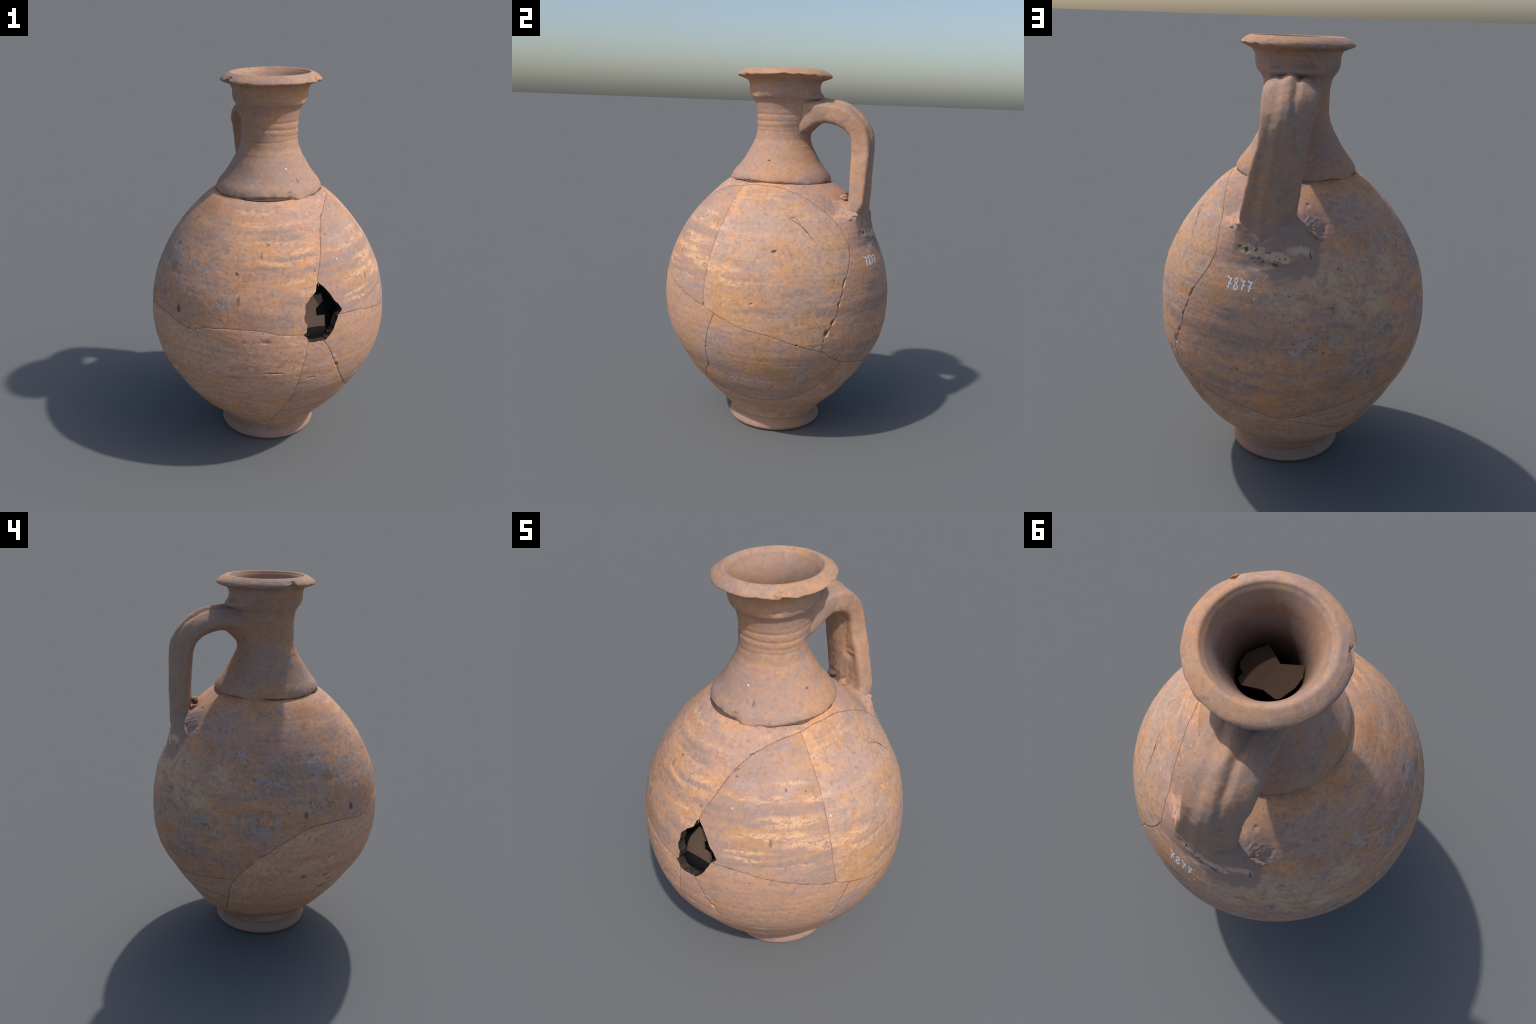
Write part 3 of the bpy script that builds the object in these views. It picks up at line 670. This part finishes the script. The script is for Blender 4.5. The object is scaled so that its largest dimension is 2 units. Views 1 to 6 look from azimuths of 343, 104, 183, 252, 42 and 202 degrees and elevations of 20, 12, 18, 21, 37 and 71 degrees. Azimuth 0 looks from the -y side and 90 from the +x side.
# throwing grooves on the neck
zt = pz2 + .004 * np.sin(nth + 2.2) + .003 * vnoise(Pn, 6, 3)
groove = 0
for gz, gd, gw in [(1.792, .0018, .008), (1.760, .0030, .0075), (1.727, .0034, .008), (1.698, .0026, .006), (1.667, .0038, .006), (1.625, .0014, .009), (1.57, .0012, .011), (1.51, .0012, .012), (1.905, .0010, .008)]:
    groove = groove + .48 * gd * bell(zt - gz + .006 * vnoise(Pn, (5, 5, 2), int(gz * 100)), gw) * np.clip(.60 + 1.1 * vnoise(Pn, (3.5, 3.5, 2), int(gz * 1000)) + .35 * bell(adiff(nd, 300), 60), 0, 1.5)
smear = 1 - .85 * bell(adiff(nd, 85), 60) * (pz2 > 1.6)
rr = rr - np.where(isneck, groove * smear, 0)
rr = rr + np.where(isneck, .0016 * fbm(Pn, (7, 7, 20), 3, 21) + .0004 * fbm(Pn, 70, 2, 5), .0007 * fbm(Pn, 18, 2, 31))
slope = (np.gradient(pr) / (np.gradient(pz) + 1e-9))[:, None]
ring = np.stack([np.cos(nth), np.sin(nth), 0 * nth], -1)
rr = rr + np.where(isneck & (pz2 > 1.6), np.clip(slope, -1.5, 1.5) * (.006 * vnoise(ring, 2.3, 91) + .003 * vnoise(ring, 6, 92)), 0)
# clay smoothed out round the upper handle joint
rr = rr + np.where(isneck, .037 * bell(adiff(nd, 82), 46) * bell(pz2 - 1.772, .062) + .016 * bell(adiff(nd, 84), 36) * bell(pz2 - 1.69, .05) + .032 * bell(adiff(nd, 86), 30) * bell(pz2 - 1.850, .026), 0)
rr = rr - np.where(isneck, .008 * bell(adiff(nd, 321), 6) * bell(pz2 - 1.868, .012) + .003 * bell(adiff(nd, 283.5), 2.0) * bell(pz2 - 1.483, .008)
                   + .004 * bell(adiff(nd, 354), 1.8) * bell(pz2 - 1.517, .004) + .0025 * bell(adiff(nd, 292), 1.0) * bell(pz2 - 1.483, .010), 0)
# collar edge: ragged, lifted off the shoulder in places, luted down in others
ce = np.clip((1.445 - pz2) / .03, 0, 1) * isneck
lip = .0065 * fbm(Pn, (16, 16, 3), 3, 51) + .0030 * np.sin(3 * nth + .6)
bridge = bell(adiff(nd, 291), 9) + bell(adiff(nd, 145), 14) + .7 * bell(adiff(nd, 35), 20)
lip = lip - .011 * bridge + .004 * bell(adiff(nd, 245), 30) + .004 * bell(adiff(nd, 325), 18)
pz2 = pz2 + ce * lip
rr = rr - ce * lip * .5 + ce * .0035 * fbm(Pn, (30, 30, 3), 2, 61)
# rim edge: chipped and wavy
tip = bell(pr2 - .2565, .020) * isrim * (pz2 < 1.986)
und = isrim * np.clip((1.975 - pz2) / .014, 0, 1) * np.clip((pr2 - .205) / .03, 0, 1)
lift = .017 * bell(adiff(nd, 195.5), 7) + .010 * bell(adiff(nd, 321), 5) + .010 * bell(adiff(nd, 11), 6) + .012 * bell(adiff(nd, 46), 4) + .007 * bell(adiff(nd, 28), 5) + .006 * bell(adiff(nd, 300), 5) + .006 * bell(adiff(nd, 130), 8) + .005 * bell(adiff(nd, 165), 4) + .006 * bell(adiff(nd, 340), 4) + .006 * bell(adiff(nd, 228), 6) + .004 * bell(adiff(nd, 265), 5)
lift = lift + .0005 + .004 * vnoise(np.stack([np.cos(nth), np.sin(nth), 0 * nth], -1), 7, 71) + .002 * vnoise(np.stack([np.cos(nth), np.sin(nth), 0 * nth], -1), 20, 72)
pz2 = pz2 + und * lift * (.55 + .45 * bell(adiff(nd, 195.5), 12) + .25 * bell(adiff(nd, 30), 35))
rr = rr - tip * (.35 * lift + .010 * bell(adiff(nd, 197), 2.2) + .006 * bell(adiff(nd, 318), 2) + .003 * vnoise(Pn, 12, 75))
flk = isrim * (pz2 > 1.962) * bell(pr2 - .236, .012) * bell(adiff(nd, 343), 3.0)
pz2 = pz2 - .004 * flk
pz2 = pz2 + isrim * .0016 * np.sin(nth + 1.0) * k + isrim * k * .0012 * fbm(Pn, 10, 2, 78)
Pn = np.stack([rr * np.cos(nth), rr * np.sin(nth), pz2], -1)
NN = grid_normals(Pn)
Pf = Pn.reshape(-1, 3); NNf = NN.reshape(-1, 3)
ni = np.arange(len(pr) * NNT).reshape(len(pr), NNT); nn = np.roll(ni, -1, 1)
NQ = np.stack([ni[:-1], nn[:-1], nn[1:], ni[1:]], -1)
def on_neck(d, h): return np.array([(float(pchip(NZK, NRK, np.array([h]))[0])) * math.cos(d * D2R), (float(pchip(NZK, NRK, np.array([h]))[0])) * math.sin(d * D2R), h])
MAT_NECK = clay('neck_clay', mottle=.9, zones=False, base=(0.492, 0.269, 0.153), alt=(0.396, 0.247, 0.196), streak=.7, speck=.35,
    marks=[(on_neck(d, h), d, a, b, c, q) for d, h, a, b, c, q in [(292, 1.483, .006, .016, SLATE, .9), (354.2, 1.517, .014, .005, DARK, .9), (281, 1.54, .006, .005, WHITE, .9), (234, 1.474, .008, .006, WHITE, .3),
        (277, 1.44, .016, .004, DARK, .5), (60, 1.87, .05, .012, (.22, .16, .13), .6), (62, 1.83, .04, .008, (.2, .15, .13), .6), (100, 1.88, .06, .02, (.25, .17, .12), .5), (150, 1.88, .04, .02, (.27, .18, .12), .5), (200, 1.45, .012, .012, BLUEG, .6)]])
MAT_RIM = clay('rim_clay', mottle=.9, zones=False, base=(0.464, 0.267, 0.156), alt=(0.353, 0.226, 0.178), streak=.4, speck=.4)
MAT_THROAT = clay('throat_clay', mottle=.6, zones=False, base=(.40, .240, .155), alt=(.33, .215, .165), warm=(.38, .19, .10), streak=.4, speck=.6, throat_shade=(.0185, .003, 1.72))
a, b = n_neck - 1, n_neck + n_rim + 1
neck = submesh('neck', Pf, NQ[:a].reshape(-1, 4), MAT_NECK, jug, NNf)
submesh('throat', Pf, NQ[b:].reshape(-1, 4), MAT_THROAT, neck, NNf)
rim = submesh('rim', Pf, NQ[a:b].reshape(-1, 4), MAT_RIM, jug, NNf)

# raised sliver on the chipped rim
def lump(name, centre, size, mat, parent, seed, rough=.35, rot=0.0):
    bpy.ops.mesh.primitive_ico_sphere_add(subdivisions=4, radius=1.0)
    ob = bpy.context.object; ob.name = name; me = ob.data; me.name = name
    v = np.empty(len(me.vertices) * 3); me.vertices.foreach_get('co', v); v = v.reshape(-1, 3)
    v *= (1 + rough * fbm(v, 1.6, 3, seed))[:, None]
    v *= np.array(size); c, s = math.cos(rot), math.sin(rot)
    v = np.stack([v[:, 0]*c - v[:, 1]*s, v[:, 0]*s + v[:, 1]*c, v[:, 2]], -1) + np.array(centre)
    me.vertices.foreach_set('co', v.ravel()); me.polygons.foreach_set('use_smooth', np.ones(len(me.polygons), bool))
    me.update(); me.materials.append(mat); ob.parent = parent
    return ob
t = 314 * D2R
lump('rim_burr', (CX + .250 * math.cos(t), CY + .250 * math.sin(t), 1.970), (.006, .016, .013), MAT_RIM, rim, 4, .4, t)

# added dark strand standing in for the shaded gap under the collar: wide where it gapes, hairline or closed where it was luted
sd = np.linspace(0, 360, 1200)
gape = SEAM(sd)
sz = 1.4085 + .0045 * fbm(np.stack([np.cos(sd * D2R), np.sin(sd * D2R), 0 * sd], -1), 4, 3, 51)
SP = on_body(sd, sz - .0015 * gape, .0006 + .0010 * gape)
snn = np.stack([np.cos(sd * D2R) * .75, np.sin(sd * D2R) * .75, .66 + 0 * sd], -1)
V, F = tube(SP, snn, .0008 + .0055 * gape * (.8 + .5 * vnoise(SP, 30, 3)), .5)
new_mesh('collar_gap_strand', V, F, MAT_FILL, neck)

# ------------------------------------------------------------------ handle: lofted strap
# outer (y, z), inner (y, z), right edge x, left edge x
H = np.array([
 (.140,1.885,.140,1.640, .134,-.135),(.172,1.866,.174,1.670, .134,-.108),(.225,1.851,.214,1.710, .135,-.096),(.300,1.843,.265,1.721, .138,-.092),
 (.362,1.826,.314,1.710, .140,-.090),(.419,1.791,.354,1.690, .140,-.086),(.470,1.740,.380,1.662, .138,-.079),(.500,1.689,.391,1.630, .139,-.069),
 (.515,1.615,.397,1.575, .149,-.057),(.516,1.530,.400,1.510, .165,-.048),(.515,1.440,.401,1.430, .186,-.038),(.513,1.375,.402,1.360, .199,-.031),
 (.511,1.305,.402,1.295, .212,-.026),(.510,1.250,.394,1.240, .212,-.023),(.505,1.190,.382,1.180, .190,-.005),(.480,1.100,.350,1.100, .130,.040)])
SEC = [(-1.0,.58),(-.98,.47),(-.92,.385),(-.80,.29),(-.62,.195),(-.42,.11),(-.22,.04),(0,.0),(.18,.005),(.38,.05),(.58,.105),(.78,.165),(.92,.22),(.975,.265),(1.0,.34),
       (1.0,.48),(.995,.68),(.965,.85),(.90,.94),(.78,.97),(.62,.965),(.42,.975),(.18,1.0),(-.05,1.0),(-.3,.97),(-.52,.90),(-.72,.81),(-.86,.73),(-.955,.66)]
SEC = np.array(SEC + [SEC[0]])
ss = np.r_[0, np.cumsum(np.hypot(SEC[:, 0][1:] - SEC[:, 0][:-1], .6 * (SEC[:, 1][1:] - SEC[:, 1][:-1])))]
MS = 144
us = np.linspace(0, ss[-1], MS, endpoint=False)
def periodic(y):
    xs = np.r_[ss[:-1] - ss[-1], ss[:-1], ss + ss[-1]]; ys = np.r_[y[:-1], y[:-1], y]
    return pchip(xs, ys, us)
sw, stt = periodic(SEC[:, 0]), periodic(SEC[:, 1])
hs = np.r_[0, np.cumsum(np.hypot(np.diff(H[:, 0] + H[:, 2]) / 2, np.diff(H[:, 1] + H[:, 3]) / 2))]
MH = 300
hu_ = np.linspace(0, hs[-1], MH)
from numpy import polyfit
def spline(y):
    # natural cubic through the stations
    n = len(hs); h = np.diff(hs); A = np.eye(n); r = np.zeros(n)
    for i in range(1, n - 1):
        A[i, i-1] = h[i-1]; A[i, i] = 2 * (h[i-1] + h[i]); A[i, i+1] = h[i]
        r[i] = 6 * ((y[i+1]-y[i]) / h[i] - (y[i]-y[i-1]) / h[i-1])
    M = np.linalg.solve(A, r); i = np.clip(np.searchsorted(hs, hu_) - 1, 0, n - 2); t = hu_ - hs[i]; hh = h[i]
    return (M[i] * (hh - t) ** 3 + M[i+1] * t ** 3) / (6 * hh) + (y[i] / hh - M[i] * hh / 6) * (hh - t) + (y[i+1] / hh - M[i+1] * hh / 6) * t
oy, oz, iy, iz_, xp, xm = [spline(H[:, c]) for c in range(6)]
f = hu_ / hs[-1]
W = sw[None, :]; T = np.repeat(stt[None, :], MH, 0)
F2 = f[:, None] + 0 * T
outer = np.clip(1 - T / .5, 0, 1)
# two finger-drawn flutes with a ridge between, fading down the strap
flute = np.clip(F2 / .08, 0, 1) * np.clip((.75 - F2) / .35, 0, 1)
T = T + outer * flute * (.085 * bell(W + .20 + .1 * F2, .13) - .025 * bell(W - .08, .15) + .035 * bell(W - .42, .16) - .02 * bell(W + .55, .2)) * (1 + .6 * np.sin(9 * F2 + 1))
T = T + outer * .028 * np.sin(W * 11 + 2 * F2) * np.clip((F2 - .3) / .2, 0, 1)
T = T + outer * .12 * bell(F2 - .43, .018) * bell(W + .42, .10)
# side corners soften toward the body
X = .5 * (xp + xm)[:, None] + .5 * (xp - xm)[:, None] * W
Y = oy[:, None] + (iy - oy)[:, None] * T
Z = oz[:, None] + (iz_ - oz)[:, None] * T
# lower left edge leans back along the neck side
Y = Y - .030 * np.clip((1.315 - Z) / .06, 0, 1) * np.clip(W, 0, 1) ** 2
blend = np.clip(1 - f / .14, 0, 1)[:, None] ** 1.5
ang = (X - .01) / .150                       # wrap the root round the neck
rad_ = .134 + (Y - H[0, 0]) * .9 - .020 * np.abs(W) ** 4 - .010 * (T - .5) ** 2
rad_ = np.maximum(rad_, .1385)
Xn, Yn = .01 + rad_ * np.sin(ang), .004 + rad_ * np.cos(ang)
X = X * (1 - blend) + Xn * blend; Y = Y * (1 - blend) + Yn * blend
HV = np.stack([X, Y, Z], -1)
hnrm = grid_normals(HV)
HV = HV + hnrm * (.0042 * fbm(HV, 13, 3, 81) + .0012 * fbm(HV, 45, 2, 85) + .0012 * vnoise(HV, (90, 30, 8), 88))[..., None]
# scar and hollow on the inner face, worn right edge near the bend
inn = np.clip((T - .7) / .2, 0, 1)
HV = HV + hnrm * (inn * (-.010 * bell(F2 - .58, .035) * bell(W - .45, .22) + .008 * bell(F2 - .575, .012) * bell(W - .55, .16) - .006 * bell(F2 - .7, .05) * bell(W - .3, .3)))[..., None]
HV = HV - hnrm * (.006 * bell(F2 - .47, .05) * bell(W - .98, .12))[..., None]
if np.sum((hnrm[150] * (HV[150] - HV[150].mean(0))).sum(-1)) < 0: order = slice(None, None, -1)
else: order = slice(None)
hi = np.arange(MH * MS).reshape(MH, MS); hn = np.roll(hi, -1, 1)
HQ = np.stack([hi[:-1], hn[:-1], hn[1:], hi[1:]], -1).reshape(-1, 4)[:, order]
MAT_HANDLE = clay('handle_clay', mottle=.9, zones=False, base=(0.423, 0.252, 0.165), alt=(0.370, 0.239, 0.180), streak=.0, speck=.5, bump=.4, marks=[((.160, .455, 1.67), 40, .05, .07, (.44, .215, .13), .6), ((.150, .45, 1.73), 40, .05, .04, (.44, .215, .13), .5)])
handle = new_mesh('handle', HV.reshape(-1, 3), HQ, MAT_HANDLE, jug)
# crumbs of clay left under the handle
lump('clay_crumb', (.112, .372, 1.335), (.020, .022, .017), MAT_HANDLE, handle, 12, .5)
lump('clay_crumb', (.035, .392, 1.350), (.024, .016, .013), MAT_FILL, handle, 22, .5)
lump('clay_crumb', (.075, .372, 1.325), (.03, .018, .014), MAT_FILL, handle, 32, .5)
# thin fin of clay beside the handle root
fd_, fz2 = np.linspace(96.5, 106.5, 40), np.linspace(1.262, 1.204, 40)
P = surf_point(fd_, fz2); nrm_ = NORM[np.clip(np.searchsorted(ROWZ, fz2), 0, NR-1), np.round(fd_ / 360 * NT).astype(int)]
V, F = tube(P, nrm_, .0085 * np.sin(np.linspace(.1, 3.04, 40)) ** .7 * (1 + .3 * vnoise(P, 60, 2)) + .0005, 1.2)
new_mesh('clay_fin', V, F, MAT_HANDLE, handle)

# ------------------------------------------------------------------ scan fill faces and an added dark sheet inside
def slab(name, pts, normal, thick, mat, parent):
    pts = np.array(pts, float); n = np.array(normal, float); n /= np.linalg.norm(n); k = len(pts)
    me = bpy.data.meshes.new(name)
    V = np.vstack([pts, pts - n * thick]).tolist()
    F = [list(range(k)), list(range(2*k - 1, k - 1, -1))] + [[i, i + k, (i+1) % k + k, (i+1) % k] for i in range(k)]
    me.from_pydata(V, [], F); me.update(); me.materials.append(mat)
    ob = bpy.data.objects.new(name, me); bpy.context.scene.collection.objects.link(ob); ob.parent = parent
    return ob
fill_outline = [(-.024,.832),(-.013,.892),(-.002,.922),(.045,.995),(.104,.999),(.110,.962),(.071,.928),(.076,.886),(.118,.890),(.117,.822),(.036,.826)]
slab('scan_fill_patch', [(x, -.555 + .15 * (z - .886) + .05 * (x - .076), z) for x, z in fill_outline], (0, -1, 0), .012, MAT_SCAN_FILL, body)  # copies a flat scan fill face behind the hole, no real piece
cap_outline = [(.0545,-.089),(-.003,-.038),(-.073,-.059),(-.078,-.050),(-.085,-.019),(-.075,.022),(-.043,.074),(-.030,.079),(.016,.063),(.087,.072),(.103,.052),(.095,.032),(.112,.017),(.117,-.004),(.109,-.040)]
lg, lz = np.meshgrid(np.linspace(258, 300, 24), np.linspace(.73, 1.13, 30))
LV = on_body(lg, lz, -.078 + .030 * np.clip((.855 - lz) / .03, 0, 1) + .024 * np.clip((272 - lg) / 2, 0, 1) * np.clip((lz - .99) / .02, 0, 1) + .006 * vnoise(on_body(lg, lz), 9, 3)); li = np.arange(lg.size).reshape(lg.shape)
new_mesh('shade_backing_sheet', LV.reshape(-1, 3), np.stack([li[:-1, :-1], li[:-1, 1:], li[1:, 1:], li[1:, :-1]], -1).reshape(-1, 4), MAT_HOLE_SHADE, body)  # added sheet that paints the darkness inside the hole
slab('scan_cap', [(x, y, 1.796) for x, y in cap_outline], (0, 0, 1), .012, MAT_SCAN_CAP, neck)  # copies the scan's closing face; the real neck has nothing here
